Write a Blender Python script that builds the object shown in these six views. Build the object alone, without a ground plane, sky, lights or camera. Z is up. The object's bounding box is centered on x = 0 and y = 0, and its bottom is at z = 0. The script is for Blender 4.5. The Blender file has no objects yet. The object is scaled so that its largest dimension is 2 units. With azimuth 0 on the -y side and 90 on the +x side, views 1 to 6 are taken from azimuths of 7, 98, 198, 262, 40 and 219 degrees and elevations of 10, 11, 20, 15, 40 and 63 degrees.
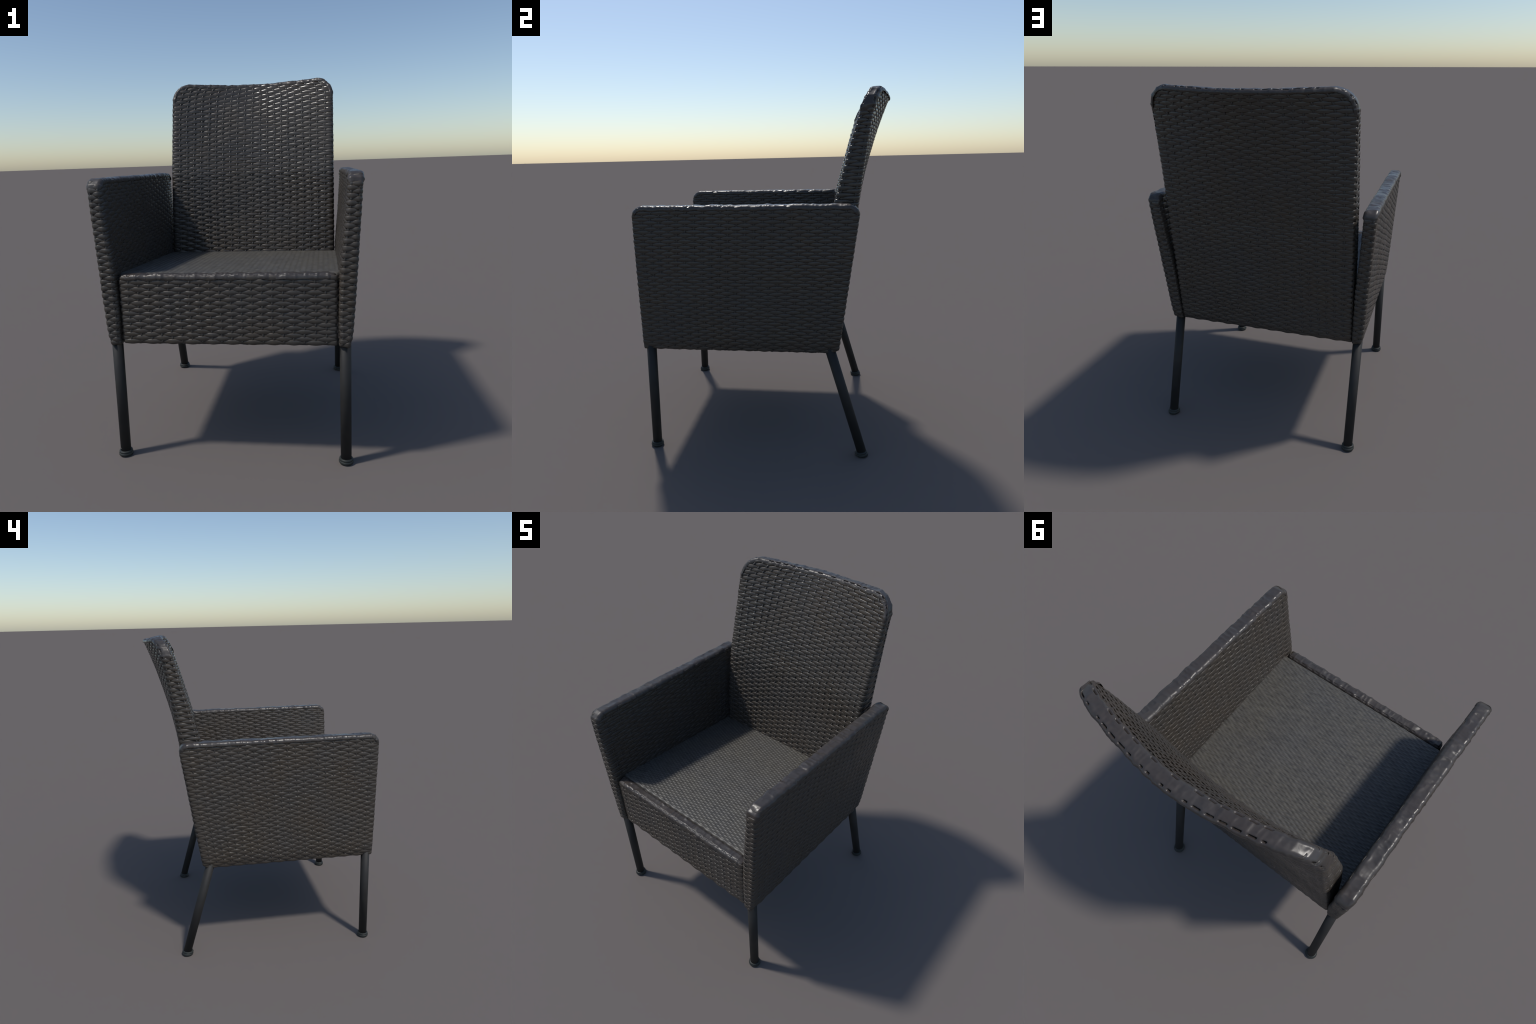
"""Dark woven rattan armchair: woven back, arm panels and seat apron on tube legs."""
import bpy
import numpy as np
from mathutils import noise as mnoise, Vector

rng = np.random.default_rng(7)

# ----------------------------------------------------------------------------
# materials
# ----------------------------------------------------------------------------


def new_material(name):
    m = bpy.data.materials.new(name)
    m.use_nodes = True
    nt = m.node_tree
    return m, nt, nt.nodes["Principled BSDF"]


def ramp_noise(nt, scale, stops, detail=3.0, stretch=(1, 1, 1)):
    tc = nt.nodes.new("ShaderNodeTexCoord")
    mp = nt.nodes.new("ShaderNodeMapping")
    mp.inputs["Scale"].default_value = stretch
    nz = nt.nodes.new("ShaderNodeTexNoise")
    nz.inputs["Scale"].default_value = scale
    nz.inputs["Detail"].default_value = detail
    cr = nt.nodes.new("ShaderNodeValToRGB")
    nt.links.new(tc.outputs["Object"], mp.inputs["Vector"])
    nt.links.new(mp.outputs["Vector"], nz.inputs["Vector"])
    nt.links.new(nz.outputs["Fac"], cr.inputs["Fac"])
    el = cr.color_ramp.elements
    while len(el) < len(stops):
        el.new(0.5)
    for e, (p, c) in zip(el, stops):
        e.position = p
        e.color = (*c, 1)
    return nz, cr


def mix_color(nt, a, b, fac=None, mode="MIX", value=0.5):
    mx = nt.nodes.new("ShaderNodeMix")
    mx.data_type = "RGBA"
    mx.blend_type = mode
    mx.inputs[0].default_value = value
    if fac is not None:
        nt.links.new(fac, mx.inputs[0])
    nt.links.new(a, mx.inputs[6])
    nt.links.new(b, mx.inputs[7])
    return mx.outputs[2]


def add_bump(nt, bsdf, height, strength, distance):
    bp = nt.nodes.new("ShaderNodeBump")
    bp.inputs["Strength"].default_value = strength
    bp.inputs["Distance"].default_value = distance
    nt.links.new(height, bp.inputs["Height"])
    nt.links.new(bp.outputs["Normal"], bsdf.inputs["Normal"])


def wicker_material(name, dark, mid, warm, rough, stretch=(1, 1, 1)):
    """Plastic cane: charcoal with brownish patches and fine lengthwise grain."""
    m, nt, b = new_material(name)
    _, patches = ramp_noise(nt, 5.0, [(0.35, mid), (0.65, warm)], 4.0)
    grain, streak = ramp_noise(nt, 60.0, [(0.3, dark), (0.62, (1, 1, 1))], 3.0, stretch)
    nt.links.new(mix_color(nt, patches.outputs[0], streak.outputs[0], mode="MULTIPLY", value=0.45),
                 b.inputs["Base Color"])
    rn, rr = ramp_noise(nt, 4.0, [(0.35, (rough - 0.09,) * 3), (0.65, (rough + 0.12,) * 3)], 3.0)
    nt.links.new(rr.outputs[0], b.inputs["Roughness"])
    b.inputs["Specular IOR Level"].default_value = 0.45
    add_bump(nt, b, grain.outputs["Fac"], 0.25, 0.002)
    return m


def plain_material(name, col_a, col_b, rough, scale=20.0):
    m, nt, b = new_material(name)
    nz, cr = ramp_noise(nt, scale, [(0.35, col_a), (0.65, col_b)], 4.0)
    nt.links.new(cr.outputs[0], b.inputs["Base Color"])
    b.inputs["Roughness"].default_value = rough
    b.inputs["Specular IOR Level"].default_value = 0.3
    add_bump(nt, b, nz.outputs["Fac"], 0.08, 0.001)
    return m


def seat_material():
    """Woven mesh fabric: grey-green with small dark and light flecks drawn out along x."""
    m, nt, b = new_material("seat_mesh_fabric")
    _, base = ramp_noise(nt, 6.0, [(0.35, (0.080, 0.074, 0.062)), (0.65, (0.076, 0.072, 0.065))], 3.0)
    fleck, streak = ramp_noise(nt, 1.0, [(0.30, (0.60, 0.60, 0.61)), (0.52, (1, 1, 1)), (0.72, (1.25, 1.25, 1.22))],
                               1.0, (26, 95, 20))
    nt.links.new(mix_color(nt, base.outputs[0], streak.outputs[0], mode="MULTIPLY", value=0.8),
                 b.inputs["Base Color"])
    b.inputs["Roughness"].default_value = 0.5
    add_bump(nt, b, fleck.outputs["Fac"], 0.3, 0.002)
    return m


MAT_STRAND = wicker_material("woven_cane", (0.60, 0.59, 0.58), (0.056, 0.0490, 0.0425), (0.061, 0.0495, 0.0385), 0.30,
                             (0.35, 0.35, 1.6))
MAT_STRAND_MATT = wicker_material("woven_cane_matt", (0.60, 0.59, 0.58), (0.056, 0.0490, 0.0425), (0.061, 0.0495, 0.0385),
                                  0.38, (0.35, 0.35, 1.6))
MAT_UPRIGHT = wicker_material("upright_cane", (0.55, 0.54, 0.53), (0.044, 0.041, 0.038), (0.047, 0.041, 0.035), 0.45)
MAT_BINDING = wicker_material("edge_cane", (0.6, 0.6, 0.6), (0.050, 0.045, 0.042), (0.056, 0.046, 0.040), 0.36)
MAT_CORE = plain_material("inner_core_dark", (0.036, 0.033, 0.030), (0.040, 0.035, 0.030), 0.7)  # solid core inside each panel, darker than the cane; shows through the gaps of the weave
MAT_LEG = plain_material("powder_coated_tube", (0.022, 0.0216, 0.021), (0.026, 0.025, 0.024), 0.6)
MAT_CAP = plain_material("rubber_foot", (0.022, 0.025, 0.024), (0.028, 0.031, 0.029), 0.5)
MAT_SEAT = seat_material()

# ----------------------------------------------------------------------------
# mesh helpers
# ----------------------------------------------------------------------------


def make_mesh(name, verts, quads, mat, smooth=True, caps=()):
    me = bpy.data.meshes.new(name)
    faces = quads.tolist() if hasattr(quads, "tolist") else list(quads)
    faces += [list(c) for c in caps]
    me.from_pydata(np.asarray(verts, float).reshape(-1, 3).tolist(), [], faces)
    me.materials.append(mat)
    if smooth:
        me.shade_smooth()
    me.update()
    return me


def make_object(name, mesh, parent=None, kind=None):
    ob = bpy.data.objects.new(name, mesh)
    bpy.context.scene.collection.objects.link(ob)
    if parent is not None:
        ob.parent = parent
    if kind:
        ob["kind"] = kind
    return ob


def grid_quads(n, m, close_n=False, close_m=False):
    i = np.arange(n if close_n else n - 1)
    j = np.arange(m if close_m else m - 1)
    I, J = np.meshgrid(i, j, indexing="ij")
    I2, J2 = (I + 1) % n, (J + 1) % m
    return np.stack([I * m + J, I2 * m + J, I2 * m + J2, I * m + J2], -1).reshape(-1, 4)


def unit(v):
    return v / np.maximum(np.linalg.norm(v, axis=-1, keepdims=True), 1e-9)


def lattice(ix, iy, iz):
    h = (ix * 374761393 + iy * 668265263 + iz * 2147483647 + 1274126177) & 0xFFFFFFFF
    h = ((h ^ (h >> 13)) * 1274126177) & 0xFFFFFFFF
    h = ((h ^ (h >> 16)) * 2246822519) & 0xFFFFFFFF
    return ((h ^ (h >> 15)) & 0xFFFF) / 32767.5 - 1.0


def lumps(p, scale, seed=0.0):
    """smooth 3D value noise in -1..1 for an array of points"""
    q = np.asarray(p) * scale + seed * 17.3 + 500.0
    i = np.floor(q).astype(np.int64)
    f = q - i
    f = f * f * (3 - 2 * f)
    out = 0.0
    for dx in (0, 1):
        for dy in (0, 1):
            for dz in (0, 1):
                w = ((f[..., 0] if dx else 1 - f[..., 0]) * (f[..., 1] if dy else 1 - f[..., 1])
                     * (f[..., 2] if dz else 1 - f[..., 2]))
                out = out + w * lattice(i[..., 0] + dx, i[..., 1] + dy, i[..., 2] + dz)
    return out


def wobble(x, seed, scale):
    """smooth 1D noise in about -1..1"""
    out = np.zeros(np.shape(x))
    flat = np.ravel(x)
    for k, v in enumerate(flat):
        out.flat[k] = mnoise.noise(Vector((v * scale, seed * 7.31, seed * 1.7)))
    return out


# ----------------------------------------------------------------------------
# woven panel
# ----------------------------------------------------------------------------
ROW = 0.0170      # height of one horizontal strand
COL = 0.0480      # spacing of the uprights
OUTSET = 0.003    # weave crests stand this far off the nominal slab
SECTION = 8       # points round a strand


def round_end(t):
    """angle round a slab's end; the two uprights sit at the quarters of the narrow face"""
    t = np.clip(t, 0, 1)
    return np.pi * (t + 0.125 * np.sin(2 * np.pi * t))


class Panel:
    """A slab with rounded outline in the (a, z) plane and thickness along b.
    a0/a1: left and right edge as functions of z, b0/b1: front and rear face,
    world(a, b, z) puts it in space."""

    def __init__(self, zb, zt, a0, a1, b0, b1, world, round_top, round_bottom, outside, seed):
        self.zb, self.zt = zb, zt
        self.a0f, self.a1f, self.b0f, self.b1f = a0, a1, b0, b1
        self.world, self.rt, self.rb, self.outside, self.seed = world, round_top, round_bottom, outside, seed

    def corner_inset(self, z):
        def arc(d, r):
            d = np.clip(d, 0, r)
            return r - np.sqrt(np.maximum(r * r - (r - d) ** 2, 0))
        z = np.asarray(z, float)
        out = arc(self.zt - z, self.rt) * (z > self.zt - self.rt)
        lo0 = arc(z - self.zb, self.rb[0]) * (z < self.zb + self.rb[0])
        lo1 = arc(z - self.zb, self.rb[1]) * (z < self.zb + self.rb[1])
        return out + lo0, out + lo1

    def ends(self, z):
        i0, i1 = self.corner_inset(z)
        return self.a0f(z) + i0, self.a1f(z) - i1

    def loop(self, c, z, n_face, n_end, inset=0.0):
        """point of the slab's skin at ring coordinate c (in columns) and height z"""
        c, z = np.broadcast_arrays(np.asarray(c, float), np.asarray(z, float))
        total = 2 * (n_face + n_end)
        c = np.mod(c, total)
        a0, a1 = self.ends(z)
        a0, a1 = a0 + inset, a1 - inset
        b0, b1 = self.b0f(z) + inset, self.b1f(z) - inset
        h, bm = (b1 - b0) / 2, (b0 + b1) / 2
        r = np.minimum(0.030, h)
        f0, f1 = a0 + r, a1 - r
        a = np.zeros(c.shape)
        b = np.zeros(c.shape)
        m1 = c < n_face
        t = c / n_face
        a = np.where(m1, f0 + (f1 - f0) * t, a)
        b = np.where(m1, b0, b)
        power = 0.55
        m2 = (c >= n_face) & (c < n_face + n_end)
        th = round_end((c - n_face) / n_end)
        s, k = np.sin(np.clip(th, 0, np.pi)), np.cos(np.clip(th, 0, np.pi))
        a = np.where(m2, f1 + r * np.abs(s) ** power, a)
        b = np.where(m2, bm - h * np.sign(k) * np.abs(k) ** power, b)
        m3 = (c >= n_face + n_end) & (c < 2 * n_face + n_end)
        t = (c - n_face - n_end) / n_face
        a = np.where(m3, f1 + (f0 - f1) * t, a)
        b = np.where(m3, b1, b)
        m4 = c >= 2 * n_face + n_end
        th = round_end((c - 2 * n_face - n_end) / n_end)
        s, k = np.sin(np.clip(th, 0, np.pi)), np.cos(np.clip(th, 0, np.pi))
        a = np.where(m4, f0 - r * np.abs(s) ** power, a)
        b = np.where(m4, bm + h * np.sign(k) * np.abs(k) ** power, b)
        return self.world(a, b, z)

    def frame(self, c, z, nf, ne):
        e = 0.06
        p = self.loop(c, z, nf, ne)
        tc = self.loop(c + e, z, nf, ne) - self.loop(c - e, z, nf, ne)
        dz = 0.002
        zc = np.clip(z, self.zb + dz, self.zt - dz)
        tz = self.loop(c, zc + dz, nf, ne) - self.loop(c, zc - dz, nf, ne)
        tz = unit(tz)
        tz = unit(tz * np.array([0.5, 0.5, 1.0]))
        n = unit(np.cross(tc, tz)) * self.outside
        return p, n, tz

    def sway(self, p, k):
        """how far the uprights wander sideways, in columns"""
        return 0.16 * lumps(p * [1, 1, 0.6], 4.5, self.seed + 1) + 0.10 * lumps(p, 12.0, self.seed + 3)

    def build(self, name, parent, n_face, n_end, top_margin, bottom_margin, lift, strand=None, rear=1.0, loose=0.9):
        z0, z1 = self.zb + bottom_margin, self.zt - top_margin
        rows = int(round((z1 - z0) / ROW))
        pitch = (z1 - z0) / rows
        ring = 2 * (n_face + n_end)
        # inner body
        cs = np.linspace(0, ring, ring * 3, endpoint=False)
        zs = np.concatenate([np.linspace(self.zb + 0.008, self.zt - 0.008, 60)])
        C, Z = np.meshgrid(cs, zs, indexing="xy")
        core = self.loop(C, Z, n_face, n_end, inset=0.0036)
        nz, nc = C.shape
        caps = [list(range(nc))[::-1], [(nz - 1) * nc + k for k in range(nc)]]
        body = make_object(name, make_mesh(name, core, grid_quads(nz, nc, close_m=True), MAT_CORE, caps=caps), parent)

        # horizontal strands: one ring per row, over one upright and under the next
        per = 8
        m = ring * per
        c = np.linspace(0, ring, m, endpoint=False)
        phi = np.linspace(0, 2 * np.pi, SECTION, endpoint=False)
        half_t = 0.0032
        for k in range(rows):
            zc = z0 + (k + 0.5) * pitch
            base = self.loop(c, np.full(c.shape, zc), n_face, n_end)
            wav = 0.0026 * lumps(base, 9.0, self.seed) + 0.0016 * lumps(base + [0, 0, k * 0.7], 14.0, self.seed + 2)
            wav *= min(1, min(k, rows - 1 - k) / 2.0)
            sway = self.sway(base, k)
            p, n, v = self.frame(c, zc + wav, n_face, n_end)
            wave = np.cos(np.pi * (c - 0.5 + sway + k))
            shape = np.sign(wave) * np.abs(wave) ** 1.15
            strong = 1.0 + 0.30 * lumps(base, 5.0, self.seed + 4) + 0.35 * lumps(base + [0, 0, k * 0.9], 16.0, self.seed + 6)
            cm = np.mod(c, n_face + n_end) - n_face
            bend = 1 + loose * np.exp(-((cm - n_end / 2) / (0.45 * n_end)) ** 2)      # looser where it rounds the edge
            cr = np.mod(c, ring)
            behind = np.clip((cr - n_face - 0.5 * n_end) / n_end, 0, 1) * np.clip((ring - 0.5 * n_end - cr) / n_end, 0, 1)
            strong = strong * bend * (1 + (rear - 1) * behind)
            centre = OUTSET - half_t - lift + lift * shape * strong
            width = 0.5 * pitch * (1.30 + 0.22 * wave + 0.10 * lumps(base + [0, 0, k * 0.6], 22.0, self.seed + 8))
            cp, sp = np.cos(phi), np.sin(phi)
            lens = np.sign(sp) * np.abs(sp) ** 1.25
            pts = (p[:, None] + n[:, None] * (centre[:, None] + half_t * lens[None])[..., None]
                   + v[:, None] * (width[:, None] * cp[None])[..., None])
            knob = 0.0013 * lumps(pts, 55.0, self.seed) * np.maximum(sp, 0)[None]
            pts = pts + n[:, None] * knob[..., None]
            make_object("horizontal_strand",
                        make_mesh("horizontal_strand", pts, grid_quads(m, SECTION, True, True), strand or MAT_STRAND), body)

        # uprights
        nzs = rows * 5
        zz = np.linspace(self.zb + 0.006, self.zt - 0.006, nzs)
        phi8 = np.linspace(0, 2 * np.pi, 8, endpoint=False)
        for j in range(ring):
            cc = np.full(nzs, j + 0.5)
            cc = cc - self.sway(self.loop(cc, zz, n_face, n_end), 0)
            p, n, v = self.frame(cc, zz, n_face, n_end)
            side = unit(np.cross(n, v))
            kz = (zz - z0) / pitch - 0.5
            wave = -np.cos(np.pi * (j + kz))
            centre = OUTSET - 0.0042 - 0.6 * lift + 0.8 * lift * wave
            fade = np.clip((self.zt - 0.012 - zz) / 0.01, 0, 1) * np.clip((zz - self.zb - 0.008) / 0.01, 0, 1)
            centre = centre * fade - 0.012 * (1 - fade)
            w = 0.0058 + 0.0005 * wobble(zz, self.seed + j, 9.0)
            pts = (p[:, None] + n[:, None] * (centre[:, None] + 0.0032 * np.sin(phi8))[..., None]
                   + side[:, None] * (w[:, None] * np.cos(phi8))[..., None])
            caps = [list(range(8)), [(nzs - 1) * 8 + q for q in range(8)]]
            make_object("upright_strand",
                        make_mesh("upright_strand", pts, grid_quads(nzs, 8, False, True), MAT_UPRIGHT, caps=caps), body)
        return body

    def binding(self, body, which, reach, proud=0.003, slit=1.0, overhang=0.012, rough=1.0, flat=1.0):
        """folded cane band that runs along the top (or bottom) rim and a little down both ends"""
        if which == "top":
            zs = np.linspace(self.zt - self.rt - reach, self.zt - 1e-4, 80)
        else:
            zs = np.linspace(self.zb + max(self.rb) + reach, self.zb + 1e-4, 80)
        a0, a1 = self.ends(zs)
        am = np.linspace(a0[-1], a1[-1], 200)[1:-1]
        path = np.concatenate([np.stack([a0, zs], 1), np.stack([am, np.full(am.shape, zs[-1])], 1),
                               np.stack([a1, zs], 1)[::-1]])
        seg = np.linalg.norm(np.diff(path, axis=0), axis=1)
        s = np.concatenate([[0], np.cumsum(seg)])
        n = int(s[-1] / 0.0035)
        si = np.linspace(0, s[-1], n)
        A, Z = np.interp(si, s, path[:, 0]), np.interp(si, s, path[:, 1])
        T = unit(np.stack([np.gradient(A), np.gradient(Z)], 1))
        for _ in range(4):
            T[1:-1] = unit(T[:-2] + T[1:-1] * 2 + T[2:])
        up = 1.0 if which == "top" else -1.0
        NA, NZ = -T[:, 1] * up, T[:, 0] * up
        b0, b1 = self.b0f(Z), self.b1f(Z)
        h, bm = (b1 - b0) / 2, (b0 + b1) / 2
        # cross-section: rounded top, edges turned down on both faces
        k = 51
        q = np.linspace(-1, 1, k)
        turn = np.minimum(0.016, h[:, None] * 0.6)
        run = (h[:, None] + overhang)                  # arc length half
        d = q[None] * run                              # signed distance across
        over = np.maximum(np.abs(d) - (h[:, None] - turn), 0)
        ang = np.minimum(over / turn, np.pi / 2)
        tail = np.maximum(over - turn * np.pi / 2, 0)
        bb = np.sign(d) * (np.minimum(np.abs(d), h[:, None] - turn) + turn * np.sin(ang))
        drop = turn * (1 - np.cos(ang)) + tail
        nb, nn = np.sin(ang) * np.sign(d), np.cos(ang)
        # relief
        S = si[:, None] + 0 * d
        jit = 0.010 * wobble(si, self.seed + 40, 7.0)[:, None]
        phase = (S + jit) / COL
        ridge = np.exp(-((phase - np.round(phase)) * COL / 0.006) ** 2)
        relief = 0.0012 * ridge
        G = np.stack([S, d, 0 * d + (0.31 if which == "top" else 0.77)], -1)
        G = G * [1.0, 0.75, 1.0] + 0.006 * np.stack([lumps(G, 45.0, 3), lumps(G, 45.0, 4), 0 * d], -1)
        grain = lumps(G, 30.0, self.seed) + 0.6 * (1 - 2 * np.abs(lumps(G, 38.0, self.seed + 2)))
        relief = relief + 0.0022 * rough * grain
        lane = np.abs(d) - (h[:, None] - 0.0075)
        ph = phase + 0.5 * (d > 0)
        on = np.clip((0.33 - np.abs(ph - np.round(ph))) / 0.06, 0, 1)
        keep = (wobble(np.round(ph[:, 0]) * 1.9, self.seed + 5, 1.0) > -0.25)[:, None]
        cut = np.exp(-(lane / 0.0024) ** 2) * on * keep * slit
        relief = relief - 0.017 * cut
        sink = (np.clip(np.minimum(si, si[-1] - si) / 0.045, 0, 1) ** 0.7)[:, None]
        off = relief + proud - (1 - sink) * 0.014
        bb = bm[:, None] + bb + off * nb * flat
        rise = -drop + off * nn
        a = A[:, None] + NA[:, None] * rise
        z = Z[:, None] + NZ[:, None] * rise
        pts = self.world(a, bb, z)
        make_object("edge_binding", make_mesh("edge_binding", pts, grid_quads(n, k), MAT_BINDING), body)


# ----------------------------------------------------------------------------
# the chair
# ----------------------------------------------------------------------------
chair = bpy.data.objects.new("woven_armchair", None)
bpy.context.scene.collection.objects.link(chair)
chair["label"] = "dark brown-black woven rattan armchair with tube legs"
chair["category"] = "armchair"

interp = lambda z, zs, vs: np.interp(z, zs, vs)
const = lambda v: (lambda z: np.full(np.shape(z), float(v)))

# backrest ------------------------------------------------------------------
FRONT_Z, FRONT_Y = [0.60, 0.89, 1.15, 1.40, 1.60, 1.80, 2.00], [0.292, 0.322, 0.339, 0.374, 0.426, 0.481, 0.542]
REAR_Z, REAR_Y = [0.60, 0.64, 1.00, 1.20, 1.40, 1.60, 1.80, 1.90, 2.00], [0.381, 0.399, 0.449, 0.481, 0.506, 0.532, 0.561, 0.578, 0.597]


def back_world(a, b, z):
    across = 1 - np.minimum(np.abs(a) / 0.53, 1) ** 1.7
    swell = np.clip((z - 1.28) / 0.70, 0, 1) ** 1.3
    late = np.clip((z - 1.28) / 0.70, 0, 1) ** 2.3
    bow_front = 0.042 * np.clip((z - 0.80) / 0.35, 0, 1) * (1 - 0.3 * late) + 0.064 * late
    bow_rear = 0.099 * swell
    mid = (interp(z, FRONT_Z, FRONT_Y) + interp(z, REAR_Z, REAR_Y)) / 2
    t = np.clip((b - mid) / 0.06 + 0.5, 0, 1)
    bow = (bow_front * (1 - t) + bow_rear * t) * across
    dip = -0.012 * np.clip(1 - (a / 0.41) ** 2, 0, 1) * np.clip((z - 1.7) / 0.3, 0, 1.1) ** 2
    return np.stack([a, b + bow, z + dip], -1)


back = Panel(0.600, 1.9955, const(-0.532), const(0.532),
             lambda z: interp(z, FRONT_Z, FRONT_Y), lambda z: interp(z, REAR_Z, REAR_Y),
             back_world, 0.112, (0.02, 0.02), 1.0, 1.0)
b = back.build("backrest", chair, 21, 2, 0.008, 0.010, 0.0028, rear=0.6, loose=0.25)
back.binding(b, "top", 0.03, slit=1.0, rough=1.4)
back.binding(b, "bottom", 0.0, proud=-0.004, slit=0.2, overhang=0.004)

# arms ----------------------------------------------------------------------
for sgn in (-1.0, 1.0):
    def arm_world(a, b, z, sgn=sgn):
        t = np.clip((0.0 - a) / 0.45, 0, 1) * np.clip((z - 0.62) / 0.15, 0, 1) * np.clip((1.32 - z) / 0.30, 0, 1)
        inner = np.clip((0.605 - b) / 0.03, 0, 1)
        return np.stack([sgn * (b - 0.007 * t * t * (3 - 2 * t) * inner), a, z], -1)
    arm = Panel(0.596, 1.4095, lambda z: interp(z, [0.6, 1.41], [-0.690, -0.690]),
                lambda z: interp(z, [0.605, 0.70, 1.36, 1.42], [0.403, 0.416, 0.508, 0.510]),
                lambda z: interp(z, [0.605, 0.95, 1.15, 1.41], [0.530, 0.541, 0.558, 0.5745]),
                lambda z: interp(z, [0.605, 0.65, 0.70, 1.41], [0.581, 0.593, 0.599, 0.642]),
                arm_world, 0.060, (0.022, 0.045), -sgn, 2.0 + sgn)
    ob = arm.build("armrest", chair, 24, 2, 0.008, 0.010, 0.0016, MAT_STRAND_MATT)
    arm.binding(ob, "top", 0.01, slit=0.0, rough=1.5)
    arm.binding(ob, "bottom", 0.0, proud=-0.004, slit=0.2, overhang=0.004)

# seat apron ----------------------------------------------------------------
plain_world = lambda a, b, z: np.stack([a, b, z], -1)
apron = Panel(0.601, 0.949, const(-0.522), const(0.522), const(-0.677), const(-0.622),
              plain_world, 0.012, (0.012, 0.012), 1.0, 5.0)
ob = apron.build("seat_apron", chair, 20, 2, 0.008, 0.010, 0.0018, MAT_STRAND_MATT)
apron.binding(ob, "top", 0.0, slit=0.15, rough=1.5)
apron.binding(ob, "bottom", 0.0, proud=-0.004, slit=0.2, overhang=0.004)

# seat ----------------------------------------------------------------------
nx, ny = 300, 460
gx = np.linspace(-1, 1, nx)
gy = np.linspace(0, 1, ny)
GX, GY = np.meshgrid(gx, gy, indexing="xy")
Y = -0.619 + GY * (0.345 + 0.619)
Zs = 0.948 - (Y + 0.619) * (0.948 - 0.889) / (0.325 + 0.619)
X = GX * 0.5445 * (Zs * 0 + 1)
X = X * np.clip(0.970 + (Y + 0.619) * 1.5, 0, 1.0)
rows_s, cols_s = Y / 0.0105, X / 0.028
weave = np.cos(2 * np.pi * rows_s) * 0.5 + 0.5
weave = weave * 0.0007 + 0.0013 * np.cos(np.pi * (np.floor(rows_s + 0.5) + cols_s)) * (0.4 + 0.6 * weave)
front_d = np.clip((Y + 0.619) / 0.014, 0, 1)
roll = 0.014 * (1 - np.sqrt(1 - (1 - front_d) ** 2))
side_d = np.clip((1 - np.abs(GX)) * 0.5445 / 0.012, 0, 1)
roll2 = 0.010 * (1 - np.sqrt(1 - (1 - side_d) ** 2))
sag = -0.003 * np.sin(np.pi * GY) * np.cos(GX * np.pi / 2)
top = np.stack([X, Y, Zs + weave - roll - roll2 - sag], -1)
# close it: skirt down and flat underside
rim = np.concatenate([np.arange(nx), np.arange(1, ny) * nx + nx - 1,
                      (ny - 1) * nx + np.arange(nx - 2, -1, -1), np.arange(ny - 2, 0, -1) * nx])
V = top.reshape(-1, 3)
low = V[rim].copy()
low[:, 2] -= 0.035
V = np.concatenate([V, low])
nr = len(rim)
i = np.arange(nr)
skirt = np.stack([rim[i], len(V) - nr + i, len(V) - nr + (i + 1) % nr, rim[(i + 1) % nr]], 1)
quads = np.concatenate([grid_quads(ny, nx)[:, ::-1], skirt])
make_object("seat", make_mesh("seat", V, quads, MAT_SEAT,
                              caps=[list(range(len(V) - nr, len(V)))]), chair)

# legs ----------------------------------------------------------------------


def tube(p0, p1, r0, r1, seg=40, rings=2):
    p0, p1 = np.array(p0, float), np.array(p1, float)
    ax = unit(p1 - p0)
    u = unit(np.cross(ax, [0.0, 1.0, 0.0]))
    w = np.cross(ax, u)
    th = np.linspace(0, 2 * np.pi, seg, endpoint=False)
    ring = np.cos(th)[:, None] * u + np.sin(th)[:, None] * w
    ts = np.linspace(0, 1, rings)
    v = np.concatenate([p0 + (p1 - p0) * t + ring * (r0 + (r1 - r0) * t) for t in ts])
    q = grid_quads(rings, seg, close_m=True)
    return v, q, [list(range(seg)), [(rings - 1) * seg + k for k in range(seg)][::-1]]


CAP_PROFILE = [(0.0295, 0.0), (0.0340, 0.002), (0.0360, 0.006), (0.0362, 0.011), (0.0345, 0.0145), (0.0325, 0.0155),
               (0.0338, 0.018), (0.0340, 0.022), (0.0320, 0.0255), (0.0285, 0.027), (0.0255, 0.0275), (0.0225, 0.0275)]


def foot_cap(x, y, lean):
    seg = 36
    th = np.linspace(0, 2 * np.pi, seg, endpoint=False)
    rows = []
    for r, z in CAP_PROFILE:
        tip = lean * 0.45 * np.sin(th) * r * min(1.0, z / 0.008)
        rows.append(np.stack([x + r * np.cos(th), y + r * np.sin(th) - lean * z, np.maximum(z + tip, 0.0)], 1))
    v = np.concatenate(rows)
    return v, grid_quads(len(rows), seg, close_m=True), [list(range(seg))[::-1],
                                                         [(len(rows) - 1) * seg + k for k in range(seg)]]


for sx in (-1, 1):
    for foot, head, lean in (((0.562, -0.653, 0.014), (0.560, -0.652, 0.66), 0.0),
                             ((0.561, 0.535, 0.014), (0.560, 0.345, 0.66), 0.29)):
        v, q, caps = tube((sx * foot[0], foot[1], foot[2]), (sx * head[0], head[1], head[2]), 0.0262, 0.0275)
        me = make_mesh("leg", v, q, MAT_LEG, caps=caps)
        leg = make_object("leg", me, chair)
        v, q, caps = foot_cap(sx * foot[0], foot[1], lean)
        make_object("foot_cap", make_mesh("foot_cap", v, q, MAT_CAP, caps=caps), leg)

for o in bpy.context.scene.objects:
    if o.type == "MESH" and o.name.startswith(("leg", "foot_cap")):
        o.data.shade_smooth()
